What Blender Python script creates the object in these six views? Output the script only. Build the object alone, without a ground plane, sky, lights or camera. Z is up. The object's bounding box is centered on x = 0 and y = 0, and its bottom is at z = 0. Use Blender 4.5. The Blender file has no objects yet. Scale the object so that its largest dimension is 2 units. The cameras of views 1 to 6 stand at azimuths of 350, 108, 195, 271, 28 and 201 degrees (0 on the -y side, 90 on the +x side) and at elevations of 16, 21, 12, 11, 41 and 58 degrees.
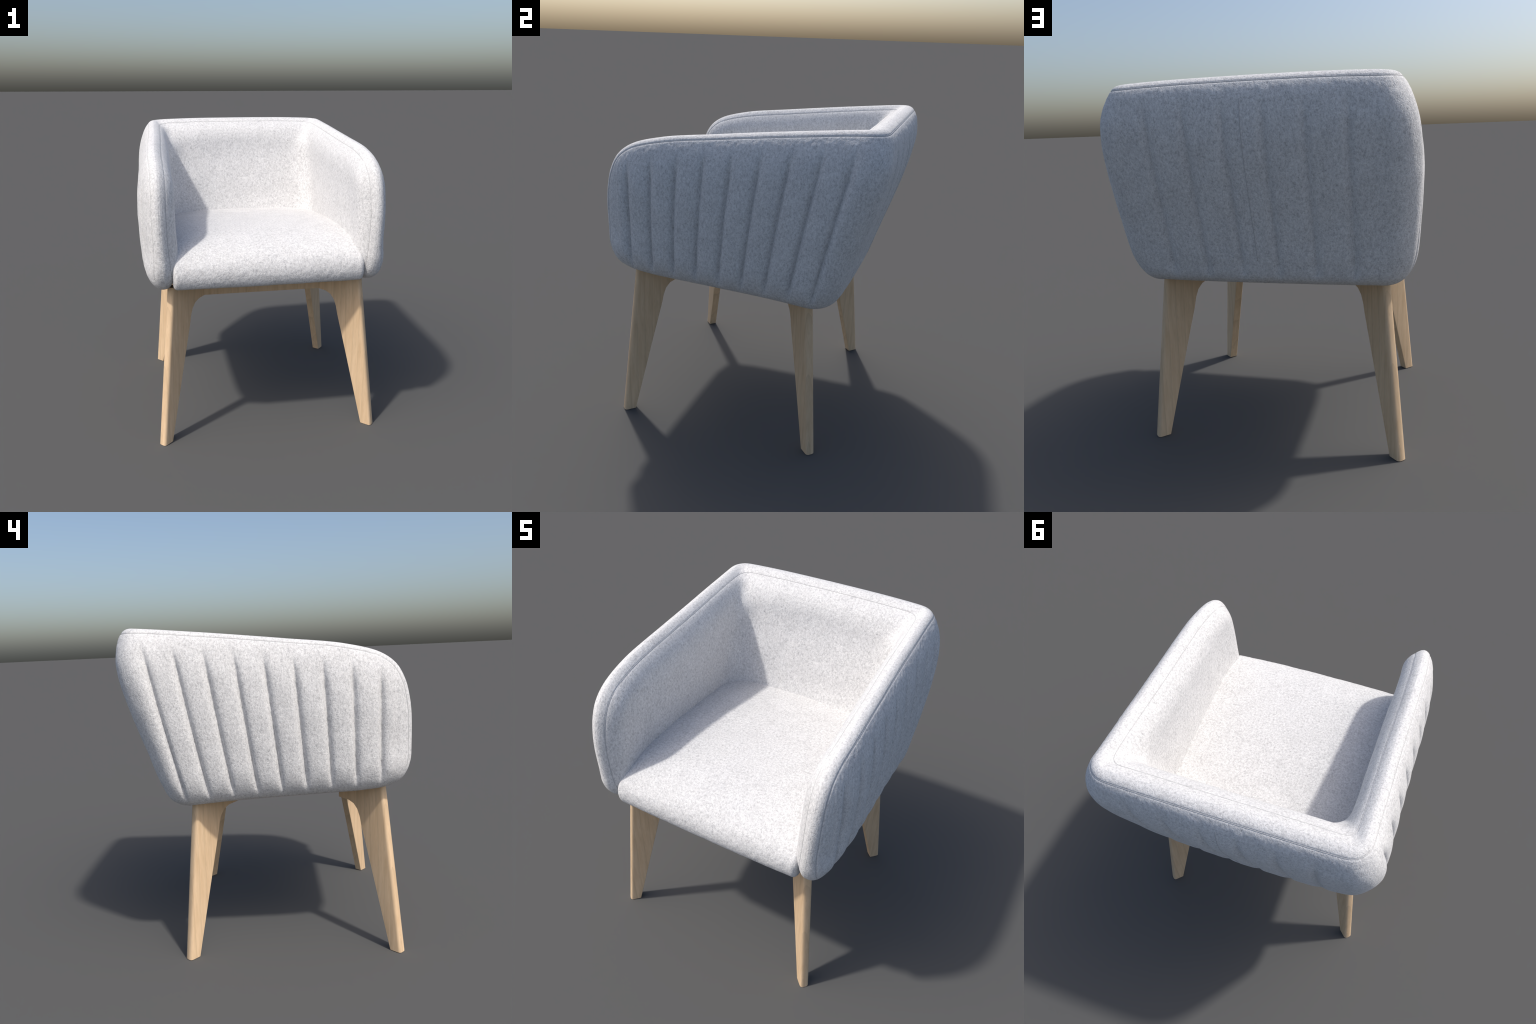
"""Upholstered tub armchair: one felt shell (backrest + two armrests) with stitched
channels outside, a domed seat cushion and four diagonal plank legs of pale wood."""
import bpy, bmesh, math
import numpy as np
from mathutils import Vector, Matrix, noise

# ------------------------------------------------------------------ helpers
def smooth(points, n=40):
    """Dense Catmull-Rom polyline through 2D control points (chord-length parameter)."""
    p = np.array(points, float)
    s = np.concatenate([[0], np.cumsum(np.linalg.norm(np.diff(p, axis=0), axis=1) ** 0.5)])
    m = np.gradient(p, s, axis=0)
    out = []
    for i in range(len(p) - 1):
        h = s[i + 1] - s[i]
        u = np.linspace(0, 1, n, endpoint=False)[:, None]
        out.append((2*u**3 - 3*u**2 + 1)*p[i] + (u**3 - 2*u**2 + u)*h*m[i]
                   + (-2*u**3 + 3*u**2)*p[i + 1] + (u**3 - u**2)*h*m[i + 1])
    out.append(p[-1:])
    return np.concatenate(out)

def curve_fn(points, n=40):
    c = smooth(points, n)
    x = np.maximum.accumulate(c[:, 0])
    return lambda v: np.interp(v, x, c[:, 1])

def sstep(a, b, x):
    t = np.clip((x - a) / (b - a), 0, 1)
    return t * t * (3 - 2 * t)

def new_mesh(name, verts, faces, mat, parent, smooth_shade=True):
    me = bpy.data.meshes.new(name)
    me.from_pydata([tuple(v) for v in verts], [], [tuple(f) for f in faces])
    me.validate()
    if smooth_shade:
        me.polygons.foreach_set("use_smooth", [True] * len(me.polygons))
    me.materials.append(mat)
    ob = bpy.data.objects.new(name, me)
    bpy.context.scene.collection.objects.link(ob)
    ob.parent = parent
    return ob

# ------------------------------------------------------------------ materials
class Nodes:
    def __init__(self, name):
        self.mat = bpy.data.materials.new(name)
        self.mat.use_nodes = True
        self.t = self.mat.node_tree
        self.t.nodes.clear()
        self.out = self.t.nodes.new("ShaderNodeOutputMaterial")
        self.bsdf = self.t.nodes.new("ShaderNodeBsdfPrincipled")
        self.t.links.new(self.bsdf.outputs[0], self.out.inputs[0])
        self.co = self.t.nodes.new("ShaderNodeTexCoord").outputs["Object"]
    def link(self, a, b): self.t.links.new(a, b)
    def mapping(self, scale, rot=(0, 0, 0), src=None):
        n = self.t.nodes.new("ShaderNodeMapping")
        n.inputs["Scale"].default_value = scale
        n.inputs["Rotation"].default_value = rot
        self.link(src or self.co, n.inputs["Vector"])
        return n.outputs[0]
    def noise(self, scale, detail=3, rough=0.6, vec=None, dist=0.0):
        n = self.t.nodes.new("ShaderNodeTexNoise")
        n.inputs["Scale"].default_value = scale
        n.inputs["Detail"].default_value = detail
        n.inputs["Roughness"].default_value = rough
        n.inputs["Distortion"].default_value = dist
        self.link(vec or self.co, n.inputs["Vector"])
        return n.outputs["Fac"]
    def ramp(self, fac, stops):
        n = self.t.nodes.new("ShaderNodeValToRGB")
        els = n.color_ramp.elements
        while len(els) < len(stops): els.new(0.5)
        for e, (pos, c) in zip(els, stops):
            e.position = pos
            e.color = (*c, 1) if isinstance(c, tuple) else (c, c, c, 1)
        self.link(fac, n.inputs[0])
        return n.outputs[0]
    def mix(self, a, b, fac, mode="MIX"):
        n = self.t.nodes.new("ShaderNodeMix")
        n.data_type = "RGBA"; n.blend_type = mode
        for sock, v in ((n.inputs[0], fac), (n.inputs[6], a), (n.inputs[7], b)):
            if isinstance(v, bpy.types.NodeSocket): self.link(v, sock)
            elif isinstance(v, tuple): sock.default_value = (*v, 1)
            else: sock.default_value = v
        return n.outputs[2]
    def math(self, op, a, b=0.0):
        n = self.t.nodes.new("ShaderNodeMath"); n.operation = op
        for i, v in enumerate((a, b)):
            if isinstance(v, bpy.types.NodeSocket): self.link(v, n.inputs[i])
            else: n.inputs[i].default_value = v
        return n.outputs[0]
    def bump(self, height, strength, distance):
        n = self.t.nodes.new("ShaderNodeBump")
        n.inputs["Strength"].default_value = strength
        n.inputs["Distance"].default_value = distance
        self.link(height, n.inputs["Height"])
        self.link(n.outputs[0], self.bsdf.inputs["Normal"])

FELT = (0.645, 0.641, 0.638)

def felt_material(name, tint=(1, 1, 1), fibre=(1.0, 1.0, 0.7)):
    """Mottled pale-grey wool felt: soft clouds, dark flecks of melange yarn, napped grain."""
    m = Nodes(name)
    base = tuple(f * t for f, t in zip(FELT, tint))
    cloud = m.noise(9.0, 3, 0.55)
    mid = m.noise(78.0, 4, 0.75, m.mapping(fibre))
    fine = m.noise(170.0, 2, 0.7, m.mapping(fibre))
    dark = tuple(v * k for v, k in zip(base, (0.66, 0.66, 0.675)))
    light = tuple(min(1, v * 1.12) for v in base)
    col = m.mix(dark, light, m.ramp(mid, [(0.30, 0.0), (0.45, 0.55), (0.66, 1.0)]))
    fleck = m.ramp(fine, [(0.32, 0.78), (0.48, 1.0), (0.70, 1.05)])
    col = m.mix(col, fleck, 1.0, "MULTIPLY")
    col = m.mix(col, m.ramp(cloud, [(0.32, 0.96), (0.68, 1.03)]), 1.0, "MULTIPLY")
    m.link(col, m.bsdf.inputs["Base Color"])
    m.bsdf.inputs["Roughness"].default_value = 0.95
    m.bsdf.inputs["Specular IOR Level"].default_value = 0.15
    m.bsdf.inputs["Sheen Weight"].default_value = 0.15
    m.bsdf.inputs["Sheen Roughness"].default_value = 0.5
    h = m.math("ADD", m.math("MULTIPLY", fine, 0.6), mid)
    m.bump(h, 0.55, 0.006)
    return m.mat

def thread_material():
    m = Nodes("seam_thread")
    n = m.noise(220.0, 2)
    m.link(m.ramp(n, [(0.3, (0.40, 0.40, 0.405)), (0.7, (0.52, 0.52, 0.525))]), m.bsdf.inputs["Base Color"])
    m.bsdf.inputs["Roughness"].default_value = 0.95
    m.bsdf.inputs["Specular IOR Level"].default_value = 0.1
    return m.mat

def wood_material(name, grain_scale=(1, 1, 1), rot=(0, 0, 0), tone=1.0):
    """Pale beech/ash: long fine grain, cathedral figure, small darker pores."""
    m = Nodes(name)
    v = m.mapping(grain_scale, rot)
    warp = m.noise(2.2, 2, 0.5, v)
    w = m.t.nodes.new("ShaderNodeTexWave")
    w.wave_type = "BANDS"; w.bands_direction = "X"; w.wave_profile = "SAW"
    w.inputs["Scale"].default_value = 5.5
    w.inputs["Distortion"].default_value = 7.0
    w.inputs["Detail"].default_value = 2.0
    w.inputs["Detail Scale"].default_value = 1.2
    m.link(v, w.inputs["Vector"])
    fibre = m.noise(46.0, 4, 0.65, v)
    pore = m.noise(150.0, 2, 0.6, v)
    a = tuple(c * tone for c in (0.60, 0.415, 0.245))
    b = tuple(c * tone for c in (0.74, 0.545, 0.350))
    col = m.mix(a, b, m.ramp(fibre, [(0.28, 0.15), (0.70, 1.0)]))
    col = m.mix(col, m.ramp(w.outputs["Fac"], [(0.0, 1.03), (0.75, 0.97), (1.0, 0.87)]), 0.8, "MULTIPLY")
    col = m.mix(col, m.ramp(pore, [(0.28, 0.86), (0.42, 1.0)]), 0.7, "MULTIPLY")
    col = m.mix(col, m.ramp(warp, [(0.3, 0.95), (0.7, 1.04)]), 1.0, "MULTIPLY")
    m.link(col, m.bsdf.inputs["Base Color"])
    m.bsdf.inputs["Roughness"].default_value = 0.55
    m.bsdf.inputs["Specular IOR Level"].default_value = 0.3
    m.bump(fibre, 0.06, 0.002)
    return m.mat

MAT_FELT = felt_material("grey_wool_felt")
MAT_SEAT = felt_material("grey_wool_felt_seat")
MAT_THREAD = thread_material()
MAT_WOOD = wood_material("pale_wood_leg", (1.0, 1.0, 0.10))
MAT_RAIL = wood_material("pale_wood_rail", (1.0, 1.0, 0.12), tone=0.92)

def dark_cloth_material():
    m = Nodes("black_dust_cover")
    n = m.noise(180.0, 2)
    m.link(m.ramp(n, [(0.3, 0.012), (0.7, 0.03)]), m.bsdf.inputs["Base Color"])
    m.bsdf.inputs["Roughness"].default_value = 0.9
    return m.mat
MAT_DUST = dark_cloth_material()

# ------------------------------------------------------------------ the thing
chair = bpy.data.objects.new("armchair", None)
bpy.context.scene.collection.objects.link(chair)
chair["label"] = "pale grey felt tub armchair with stitched channels and wooden legs"
chair["category"] = "armchair"

# ------------------------------------------------------------------ shell (backrest + armrests)
# The shell is a padded slab: a middle surface that runs round the seat like a U,
# thickened by a padding profile that depends on the distance to the slab's rim.
Y_FRONT = -0.842
R_CORNER = 0.065       # middle surface at the rim and outside
R_INSIDE = 0.262       # the padding fills the inside corners to a softer bend
x_mid = curve_fn([(0.94, .612), (1.0, .636), (1.1, .660), (1.25, .675), (1.45, .684), (1.65, .682),
                  (1.80, .674), (1.92, .661), (2.02, .653)])
y_back_mid = curve_fn([(0.94, .468), (1.05, .494), (1.1, .510), (1.3, .572), (1.6, .668), (1.8, .722), (1.92, .738), (2.02, .742)])
# side outline of the arm (y against z): over the top, and underneath
top_y = curve_fn([(-.842, 1.33), (-.839, 1.45), (-.828, 1.545), (-.803, 1.645), (-.752, 1.735), (-.662, 1.80),
                  (-.46, 1.856), (-.13, 1.898), (.25, 1.942), (.50, 1.968), (.62, 1.980), (.75, 1.989), (2.2, 2.0)], 30)
bot_y = curve_fn([(-.842, 1.28), (-.838, 1.19), (-.815, 1.118), (-.778, 1.070), (-.69, 1.032), (-.55, 1.016),
                  (-.38, 1.010), (.19, .985), (.43, .970), (.60, .966), (2.2, .966)], 30)
back_top = curve_fn([(0.0, 2.0), (.30, 1.998), (.48, 1.993), (.56, 1.989), (.75, 1.985)])

pad_out = curve_fn([(0, 0), (.0025, .013), (.007, .022), (.014, .031), (.030, .043), (.07, .062), (.13, .079), (.22, .091), (.35, .098), (.5, .100), (3, .100)])
pad_low = curve_fn([(0, 0), (.0025, .020), (.007, .034), (.015, .047), (.03, .062), (.06, .080), (.10, .092), (.16, .099), (.30, .100), (3, .100)])
pad_in = curve_fn([(0, 0), (.0025, .013), (.007, .022), (.014, .032), (.03, .050), (.06, .078), (.10, .102), (.16, .117), (.30, .121), (3, .121)])

def mid_point(kind, c, z, r=R_CORNER):
    """Middle surface. kind 'arm': c 0 (corner) .. 1 (front); 'corner': c 0 (back) .. 1 (arm); 'back': c 0 (centre) .. 1."""
    xm, ym = x_mid(z), y_back_mid(z)
    if kind == "arm":
        y0 = ym - r
        y = y0 + (Y_FRONT - y0) * c
        taper = 0.022 * sstep(-0.40, -0.85, y) - 0.007 * sstep(-.2, .5, y) - 0.005 * sstep(.2, -.2, y)
        return xm - taper, y, y
    if kind == "corner":
        a = c * math.pi / 2
        xm = xm + 0.007
        return xm - r + r * np.sin(a), ym - r + r * np.cos(a), ym - r + (1 - c) * r * math.pi / 2
    xm = xm + 0.007
    x = (xm - r) * c
    return x, ym + (0.016 - 0.011 * sstep(1.7, 2.0, z)) * (1 - c * c), ym - r + r * math.pi / 2 + (1 - c) * (xm - r)

def column_limits(kind, c):
    if kind == "back":
        return .966, float(back_top(.515 * c))
    if kind == "corner":
        k = c
        z0, z1 = column_limits('arm', 0.0)
        return .966 * (1 - k) + z0 * k, float(back_top(.515)) * (1 - k) + z1 * k
    lo, hi = 1.2, 2.1
    for _ in range(40):
        m = .5 * (lo + hi)
        if m < top_y(mid_point(kind, c, m)[1]): lo = m
        else: hi = m
    zt = lo
    lo, hi = 0.9, 1.4
    for _ in range(40):
        m = .5 * (lo + hi)
        if m > bot_y(mid_point(kind, c, m)[1]): hi = m
        else: lo = m
    return hi, max(zt, hi + 1e-4)

NR = 150
NA, NC, NB = 330, 46, 90
cols = [("back", c) for c in np.linspace(0, 1, NB, endpoint=False)]
cols += [("corner", c) for c in np.linspace(0, 1, NC, endpoint=False)]
cols += [("arm", c) for c in np.concatenate([np.linspace(0, .86, NA - 90, endpoint=False), .86 + .14 * np.sin(np.linspace(0, 1, 90) * math.pi / 2)])]
NCOL = len(cols)
rr = 0.5 - 0.5 * np.cos(np.linspace(0, math.pi, NR))
rr = 0.75 * rr + 0.25 * np.linspace(0, 1, NR)
rr[1:4] = rr[1:4] * np.array([.25, .5, .8]); rr[-4:-1] = 1 - (1 - rr[-4:-1]) * np.array([.8, .5, .25])
P = np.zeros((NCOL, NR, 3)); Q = P.copy(); A = np.zeros((NCOL, NR, 2))
for i, (kind, c) in enumerate(cols):
    z0, z1 = column_limits(kind, c)
    z = z0 + (z1 - z0) * rr
    if i == NCOL - 1:
        z = z0 + (z1 - z0) * np.linspace(0, 1, NR)
    x, y, arc = mid_point(kind, c, z)
    P[i, :, 0], P[i, :, 1], P[i, :, 2] = x, y, z
    A[i, :, 0], A[i, :, 1] = arc, z
    x, y, arc = mid_point(kind, c, z, R_INSIDE)
    Q[i, :, 0], Q[i, :, 1], Q[i, :, 2] = x, y, z

# soften the break lines where straight runs meet the corner arc and where the limits change
def relax(arr, lo, hi, passes):
    for _ in range(passes):
        arr[lo:hi] = 0.25 * arr[lo-1:hi-1] + 0.5 * arr[lo:hi] + 0.25 * arr[lo+1:hi+1]
relax(P, NB - 20, NB + NC + 20, 60)
relax(Q, NB - 20, NB + NC + 20, 60)

# distance to the slab outline, measured in the unrolled surface
flat = A.reshape(-1, 2)
def distance_to(line):
    d = np.full(len(flat), 9.0)
    for a, b in zip(line[:-1], line[1:]):
        ab = b - a
        L = ab @ ab
        if L < 1e-12: continue
        t = np.clip(((flat - a) @ ab) / L, 0, 1)
        d = np.minimum(d, np.linalg.norm(flat - a - t[:, None] * ab, axis=1))
    return d.reshape(NCOL, NR)
# the rim band runs along the top, down the arm front and ends under the arm
under = A[:, 0, 0] < -0.775
DT = distance_to(np.concatenate([A[:, -1], A[-1, ::-1], A[under, 0][::-1]]))
DB = distance_to(A[~under, 0])
DT[:, -1] = 0; DT[-1, :] = 0; DT[under, 0] = 0; DB[~under, 0] = 0
D = np.minimum(DT, DB)

# outward normals of the middle surface
def outward(S):
    full = np.concatenate([S[1:5][::-1] * [-1, 1, 1], S])
    du = np.gradient(full, axis=0)[4:]
    dv = np.gradient(S, axis=1)
    n = np.cross(dv, du)
    n /= np.maximum(np.linalg.norm(n, axis=2, keepdims=True), 1e-9)
    n[-3:] = n[-4]
    return -n if n[NB + NC + 60, NR // 2, 0] < 0 else n
N, NQ = outward(P), outward(Q)

is_back = np.array([1.0 if k == "back" else (1 - c if k == "corner" else 0.0) for k, c in cols])
is_back = np.convolve(np.pad(is_back, 30, mode="edge"), np.ones(61) / 61, "valid")[:, None]
Z = P[:, :, 2]
front = sstep(-.15, -.6, P[:, :, 1])
low_front = sstep(1.34, 1.12, Z) * front
pad_top = pad_out(DT) * (1 - low_front) + pad_low(DT) * low_front
corner_w = np.array([math.sin(math.pi * c) if k == "corner" else 0.0 for k, c in cols])
corner_w = np.convolve(np.pad(corner_w, 8, mode="edge"), np.ones(17) / 17, "valid")[:, None]
ho = np.minimum(pad_top, pad_low(DB)) * (1 + is_back * (0.16 + 0.14 * sstep(.15, .03, D))) + (0.004 + 0.012 * sstep(1.4, 1.75, Z)) * corner_w * sstep(.04, .20, D)
hi_ = np.minimum(pad_in(DT), pad_in(DB)) * (1 + is_back * (0.24 * sstep(.42, .02, D) + 0.04)) * (1 - 0.10 * front * sstep(.04, .2, D)) + 0.008 * is_back * sstep(1.3, 1.6, Z) * sstep(.03, .26, D)
OUT = P + N * ho[:, :, None]
w = (0.40 * sstep(0.0, 0.05, D) + 0.60 * sstep(0.02, 0.24, D))[:, :, None]
NI = N * (1 - w) + NQ * w
NI /= np.linalg.norm(NI, axis=2, keepdims=True)
INN = P * (1 - w) + Q * w - NI * hi_[:, :, None]

# stitched channels on the outside: nine along each arm, eight across the back
def channel(phase):
    f = np.abs(phase - np.round(phase))          # 0 on the stitch line, 0.5 mid channel
    return 0.33 * (np.abs(np.sin(np.pi * f)) ** 0.6 - 0.5) - 0.67 * np.exp(-(f / 0.088) ** 1.35)
y8 = .478 + .2126 * (OUT[:, :, 2] - 1.06)
g = 8 * (OUT[:, :, 1] + .655) / (y8 + .655)
side_w = sstep(.55, .85, np.abs(N[:, :, 0])) * sstep(-.62, -.3, g) * sstep(8.9, 8.3, g)
ztop_col = Z[:, -1][:, None]
fade = sstep(0.07, 0.27, ztop_col - Z) * sstep(0.03, 0.16, Z - Z[:, 0][:, None])
xb = OUT[:, :, 0] / 0.192 + 0.5
back_w = sstep(.6, .9, np.abs(N[:, :, 1])) * sstep(3.95, 3.6, xb)
disp = fade * (0.035 * side_w * channel(g) - 0.020 * back_w * np.exp(-(np.abs(xb - np.round(xb)) / 0.10) ** 1.4))
# napped puckers beside the rim seam and a faint overall unevenness
nz = np.zeros((NCOL, NR)); pk = np.zeros((NCOL, NR))
for i in range(NCOL):
    for j in range(0, NR):
        p = OUT[i, j]
        nz[i, j] = noise.noise(Vector(p * 9.0))
        if DT[i, j] < 0.16: pk[i, j] = noise.noise(Vector(p * (55, 55, 28)))
disp += 0.0022 * nz * sstep(.02, .1, D) + 0.0020 * pk * sstep(.032, .05, D) * sstep(.15, .05, DT) * sstep(.05, .2, DB)
OUT = OUT + N * disp[:, :, None]
INN = INN - NI * (0.0018 * nz * sstep(.02, .1, D))[:, :, None]

# the rim seams lie in a narrow stitched groove on either side of the rim band
SEAM_D = 0.028
stitch = 0.0035 * np.exp(-((DT - SEAM_D) / 0.0038) ** 2) * sstep(0.05, 0.09, DB)
OUT = OUT - N * stitch[:, :, None]
INN = INN + NI * stitch[:, :, None]

# assemble both sheets of the right half, mirror, weld, then split into named parts
def sheet_ids(base):
    return base + np.arange(NCOL * NR).reshape(NCOL, NR)
verts, faces = [], []
def add_sheet(S, flip):
    base = len(verts)
    verts.extend(S.reshape(-1, 3).tolist())
    ids = sheet_ids(base)
    for i in range(NCOL - 1):
        for j in range(NR - 1):
            q = (int(ids[i, j]), int(ids[i+1, j]), int(ids[i+1, j+1]), int(ids[i, j+1]))
            faces.append(q[::-1] if flip else q)
MIRROR = np.array([-1, 1, 1])
add_sheet(OUT, True); add_sheet(INN, False)
add_sheet(OUT * MIRROR, False); add_sheet(INN * MIRROR, True)
body = bpy.data.meshes.new("shell")
body.from_pydata(verts, [], faces)
bm = bmesh.new(); bm.from_mesh(body)
for v in bm.verts:
    if abs(v.co.x) < 1e-5: v.co.x = 0
bmesh.ops.remove_doubles(bm, verts=bm.verts, dist=2e-5)
bmesh.ops.dissolve_degenerate(bm, dist=1e-6, edges=bm.edges)
bmesh.ops.recalc_face_normals(bm, faces=bm.faces)
bm.normal_update()
coords = np.array([v.co[:] for v in bm.verts])
norms = np.array([v.normal[:] for v in bm.verts])
fl = [[v.index for v in f.verts] for f in bm.faces]
bm.free()
bpy.data.meshes.remove(body)

def region(face):
    c = coords[face].mean(axis=0)
    edge = y_back_mid(c[2]) - 0.14
    if c[1] > edge: return "backrest"
    return "armrest_r" if c[0] > 0 else "armrest_l"
groups = {"backrest": [], "armrest_l": [], "armrest_r": []}
for f in fl: groups[region(f)].append(f)
for key, fs in groups.items():
    used = sorted({i for f in fs for i in f})
    remap = {o: n for n, o in enumerate(used)}
    ob = new_mesh(key.split("_")[0], coords[used], [[remap[i] for i in f] for f in fs], MAT_FELT, chair)
    ob.data.normals_split_custom_set_from_vertices([tuple(n) for n in norms[used]])

# rim seams: a thin corded line that follows the padding at a fixed distance from the rim
def tube(name, path, radius, mat, parent, closed=False, sides=8):
    pts = [Vector(p) for p in path]
    vs, fs = [], []
    n = len(pts)
    for i, p in enumerate(pts):
        tan = (pts[min(i+1, n-1)] - pts[max(i-1, 0)]).normalized()
        a = tan.orthogonal().normalized() if i == 0 else (a - tan * a.dot(tan)).normalized()
        b = tan.cross(a)
        for k in range(sides):
            th = 2 * math.pi * k / sides
            vs.append(p + radius * (math.cos(th) * a + math.sin(th) * b))
    for i in range(n - 1):
        for k in range(sides):
            fs.append((i*sides + k, i*sides + (k+1) % sides, (i+1)*sides + (k+1) % sides, (i+1)*sides + k))
    fs.append(tuple(range(sides))[::-1]); fs.append(tuple((n-1)*sides + k for k in range(sides)))
    return new_mesh(name, vs, fs, mat, parent)

def rim_path(surf, d0):
    """Points where the distance to the rim equals d0: along the top from the back centre, round and down the arm front."""
    path = []
    i0 = int(np.nonzero(P[:, NR // 2, 1] > -0.62)[0].max())
    for i in range(i0 + 1):
        j = np.nonzero(DT[i] >= d0)[0].max()
        t = (DT[i, j] - d0) / max(DT[i, j] - DT[i, j+1], 1e-9)
        path.append(surf[i, j] * (1 - t) + surf[i, j+1] * t)
    for j in range(j - 1, 0, -1):
        i = i0 + np.nonzero(DT[i0:, j] >= d0)[0].max()
        if i >= NCOL - 1: continue
        if DB[i, j] < 0.06: break
        t = (DT[i, j] - d0) / max(DT[i, j] - DT[i+1, j], 1e-9)
        path.append(surf[i, j] * (1 - t) + surf[i+1, j] * t)
    path = np.array(path)
    # even spacing
    seg = np.concatenate([[0], np.cumsum(np.linalg.norm(np.diff(path, axis=0), axis=1))])
    u = np.arange(0, seg[-1], 0.008)
    path = np.stack([np.interp(u, seg, path[:, k]) for k in range(3)], axis=1)
    return np.concatenate([(path[1:] * MIRROR)[::-1], path])

tube("seam", rim_path(OUT, SEAM_D), 0.0019, MAT_THREAD, chair)
tube("seam", rim_path(INN, SEAM_D), 0.0019, MAT_THREAD, chair)
js = [j for j in range(NR) if 1.14 < P[0, j, 2] < 1.90]
tube("seam", [OUT[0, j] + np.array([0.006, -0.0004, 0]) for j in js], 0.0022, MAT_THREAD, chair)

# ------------------------------------------------------------------ seat cushion
SX = 0.598
profile = smooth([(.50, .985), (-.40, 1.005), (-.68, 1.028), (-.765, 1.044), (-.806, 1.064), (-.822, 1.095), (-.828, 1.135), (-.821, 1.178),
                  (-.800, 1.216), (-.760, 1.252), (-.70, 1.284), (-.60, 1.310), (-.45, 1.325), (-.25, 1.329), (0, 1.318), (.25, 1.299), (.50, 1.284)], 12)
pt = np.gradient(profile, axis=0)
pn = np.stack([pt[:, 1], -pt[:, 0]], axis=1)
pn /= np.linalg.norm(pn, axis=1, keepdims=True)       # points into the cushion
ux = np.sin(np.linspace(-1, 1, 141) * math.pi / 2) * 0.5 + 0.5 * np.linspace(-1, 1, 141)
R_END = 0.030
sv, sf = [], []
for u in ux:
    e = max(0.0, (abs(u) * SX - (SX - R_END)) / R_END)
    inset = R_END * (1 - math.sqrt(max(0.0, 1 - e * e)))
    for k, (y, z) in enumerate(profile):
        top = float(sstep(1.16, 1.30, z))
        zz = z + top * (0.010 * (1 - u * u) - 0.020 * abs(u) ** 5)
        kk = 0.002 * noise.noise(Vector((u * 5, y * 8, z * 8))) + 0.0012 * noise.noise(Vector((u * 22, y * 9, z * 40))) * float(sstep(-.70, -.80, y))
        q = pn[k] * (inset + kk)
        bow = 0.006 * (1 - u * u) * float(sstep(-.5, -.8, y))
        sv.append((u * SX, y + q[0] - bow, zz + q[1]))
m_ = len(profile)
for i in range(len(ux) - 1):
    for k in range(m_):
        sf.append((i*m_ + k, (i+1)*m_ + k, (i+1)*m_ + (k+1) % m_, i*m_ + (k+1) % m_))
sf.append(tuple(range(m_))); sf.append(tuple((len(ux)-1)*m_ + k for k in range(m_))[::-1])
seat = new_mesh("seat", sv, sf, MAT_SEAT, chair)
bm = bmesh.new(); bm.from_mesh(seat.data)
bmesh.ops.recalc_face_normals(bm, faces=bm.faces)
bm.to_mesh(seat.data); bm.free()

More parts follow.
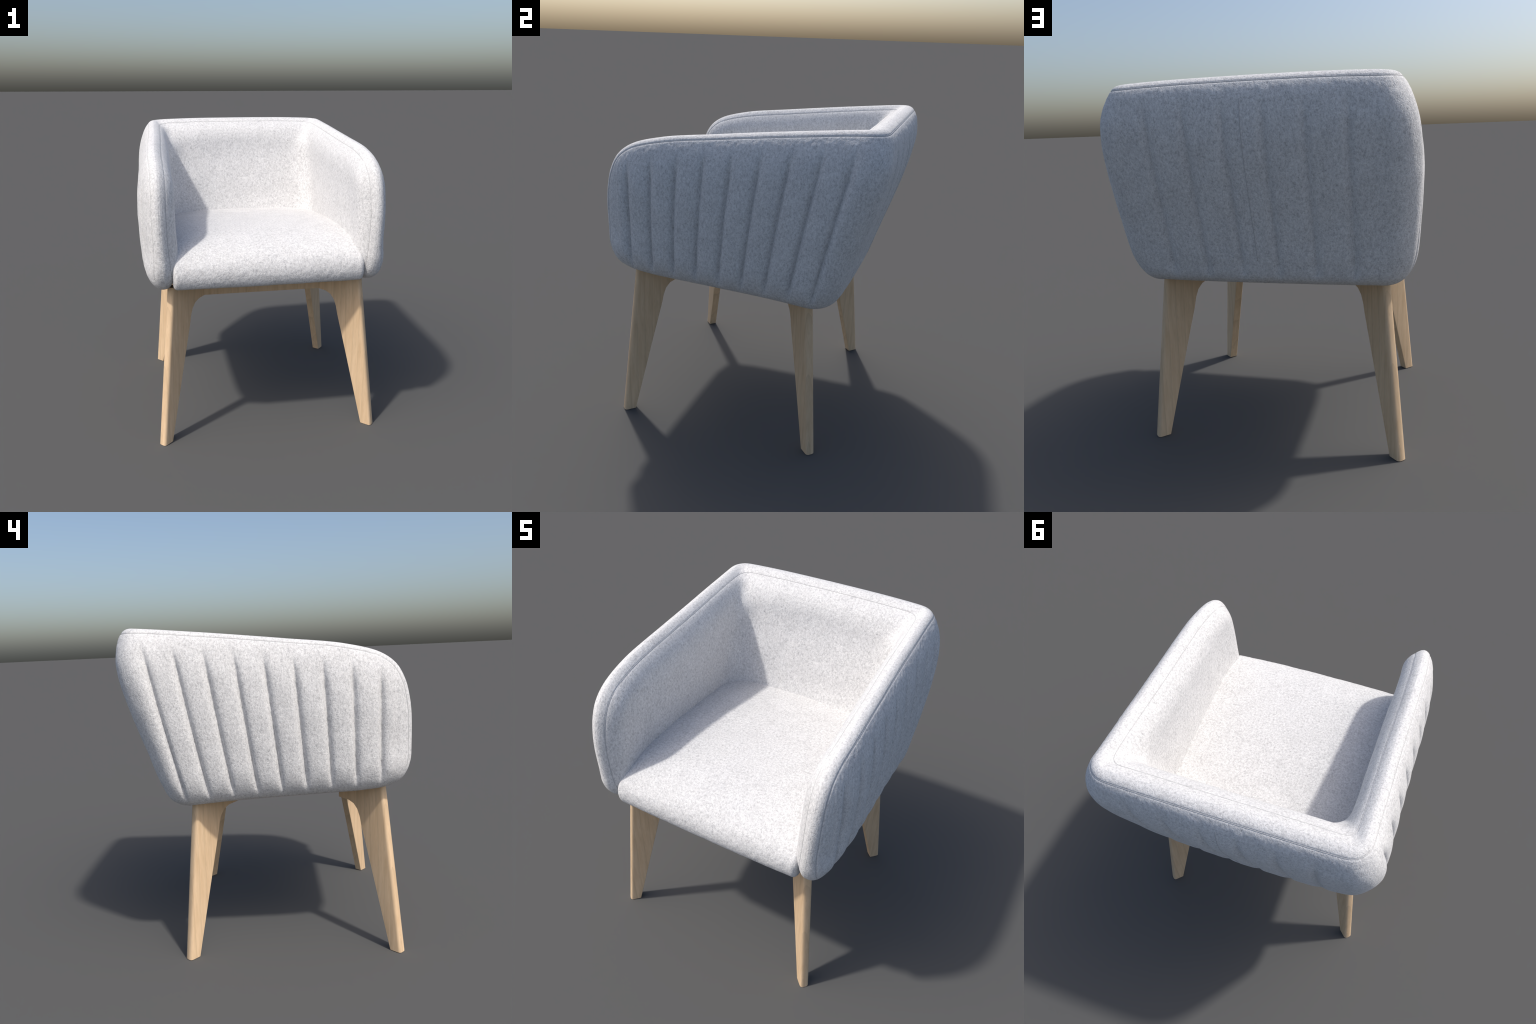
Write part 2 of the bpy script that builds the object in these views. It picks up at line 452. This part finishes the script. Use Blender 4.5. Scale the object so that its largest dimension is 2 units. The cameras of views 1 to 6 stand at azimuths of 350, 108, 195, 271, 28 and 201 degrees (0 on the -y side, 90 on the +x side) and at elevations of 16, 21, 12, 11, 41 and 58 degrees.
# ------------------------------------------------------------------ legs: diagonal planks
FOOT_X, FOOT_YF, FOOT_YB = 0.713, -0.788, 0.525
def leg_mesh(top_z):
    """Plank in local axes: s (local x) runs from the outer edge towards the chair's middle, z up."""
    def outer(z): return 0.130 * z
    inner_pts = [(0.074, 0.0), (0.142, 0.25), (0.210, 0.50), (0.260, 0.68), (0.281, 0.755), (0.293, 0.81), (0.310, 0.855),
                 (0.338, 0.888), (0.375, 0.905), (0.450, 0.914), (0.450, 1.04)]
    th = 0.0280
    rows = []
    zs = [z for _, z in inner_pts]
    ins = [s_ for s_, _ in inner_pts]
    vs, fs = [], []
    prof = [(0.0, -.006), (0.001, -.0155), (0.0045, -.0222), (0.0105, -.0262), (0.018, -.0280)]
    for k, (si, z) in enumerate(inner_pts):
        zo = min(z, top_z) if k < len(inner_pts) - 1 else top_z
        zo = z if z < .9 else (0.9 + (top_z - 0.9) * (k - 8) / 2 if k >= 8 else z)
        o = outer(zo)
        ring = [(o + ds, t, zo) for ds, t in reversed(prof)][::-1]
        ring = [(o + ds, t, zo) for ds, t in prof] + [(si - .002, -th, z), (si, -th + .002, z), (si, th - .002, z), (si - .002, th, z)] \
               + [(o + ds, -t, zo) for ds, t in reversed(prof)]
        vs += ring
    n = 2 * len(prof) + 4
    for k in range(len(inner_pts) - 1):
        for j in range(n):
            fs.append((k*n + j, k*n + (j+1) % n, (k+1)*n + (j+1) % n, (k+1)*n + j))
    fs.append(tuple(range(n))[::-1])
    fs.append(tuple((len(inner_pts)-1)*n + j for j in range(n)))
    return vs, fs

def build_leg(first, sx, back):
    ang = math.atan2(-1 if back else 1, -sx)
    x, y = sx * FOOT_X, (FOOT_YB if back else FOOT_YF)
    M = Matrix.Translation((x, y, 0)) @ Matrix.Rotation(ang, 4, "Z")
    if first is None:
        vs, fs = leg_mesh(1.04)
        ob = new_mesh("leg", vs, fs, MAT_WOOD, chair)
        bm = bmesh.new(); bm.from_mesh(ob.data)
        bmesh.ops.recalc_face_normals(bm, faces=bm.faces)
        bm.to_mesh(ob.data); bm.free()
        ob.data.polygons.foreach_set("use_smooth", [True] * len(ob.data.polygons))
        ob.data.set_sharp_from_angle(angle=math.radians(38))
    else:
        ob = first.copy()
        bpy.context.scene.collection.objects.link(ob)
        ob.parent = chair
    ob.matrix_local = M
    return ob
leg0 = None
for sx, back in ((-1, False), (1, False), (-1, True), (1, True)):
    o = build_leg(leg0, sx, back)
    leg0 = leg0 or o

# ------------------------------------------------------------------ rails of the under-frame and dust cover
def bar(name, x0, x1, y0, y1, z0, z1, mat, bevel=0.003):
    vs = [(x, y, z) for x in (x0, x1) for y in (y0, y1) for z in (z0, z1)]
    fs = [(0, 1, 3, 2), (4, 6, 7, 5), (0, 4, 5, 1), (2, 3, 7, 6), (0, 2, 6, 4), (1, 5, 7, 3)]
    ob = new_mesh(name, vs, fs, mat, chair, False)
    bm = bmesh.new(); bm.from_mesh(ob.data)
    bmesh.ops.recalc_face_normals(bm, faces=bm.faces)
    bmesh.ops.bevel(bm, geom=bm.edges[:], offset=bevel, segments=2, affect="EDGES")
    bm.to_mesh(ob.data); bm.free()
    return ob
bar("rail", -.398, .398, -.512, -.482, .914, 1.05, MAT_RAIL)
bar("rail", -.398, .398, .170, .200, .925, 1.03, MAT_RAIL)
bar("rail", -.392, -.362, -.434, .168, .965, 1.03, MAT_RAIL)
bar("rail", .362, .392, -.434, .168, .965, 1.03, MAT_RAIL)
bar("dust_cover", -.355, .355, -.43, .165, .985, 1.0, MAT_DUST)
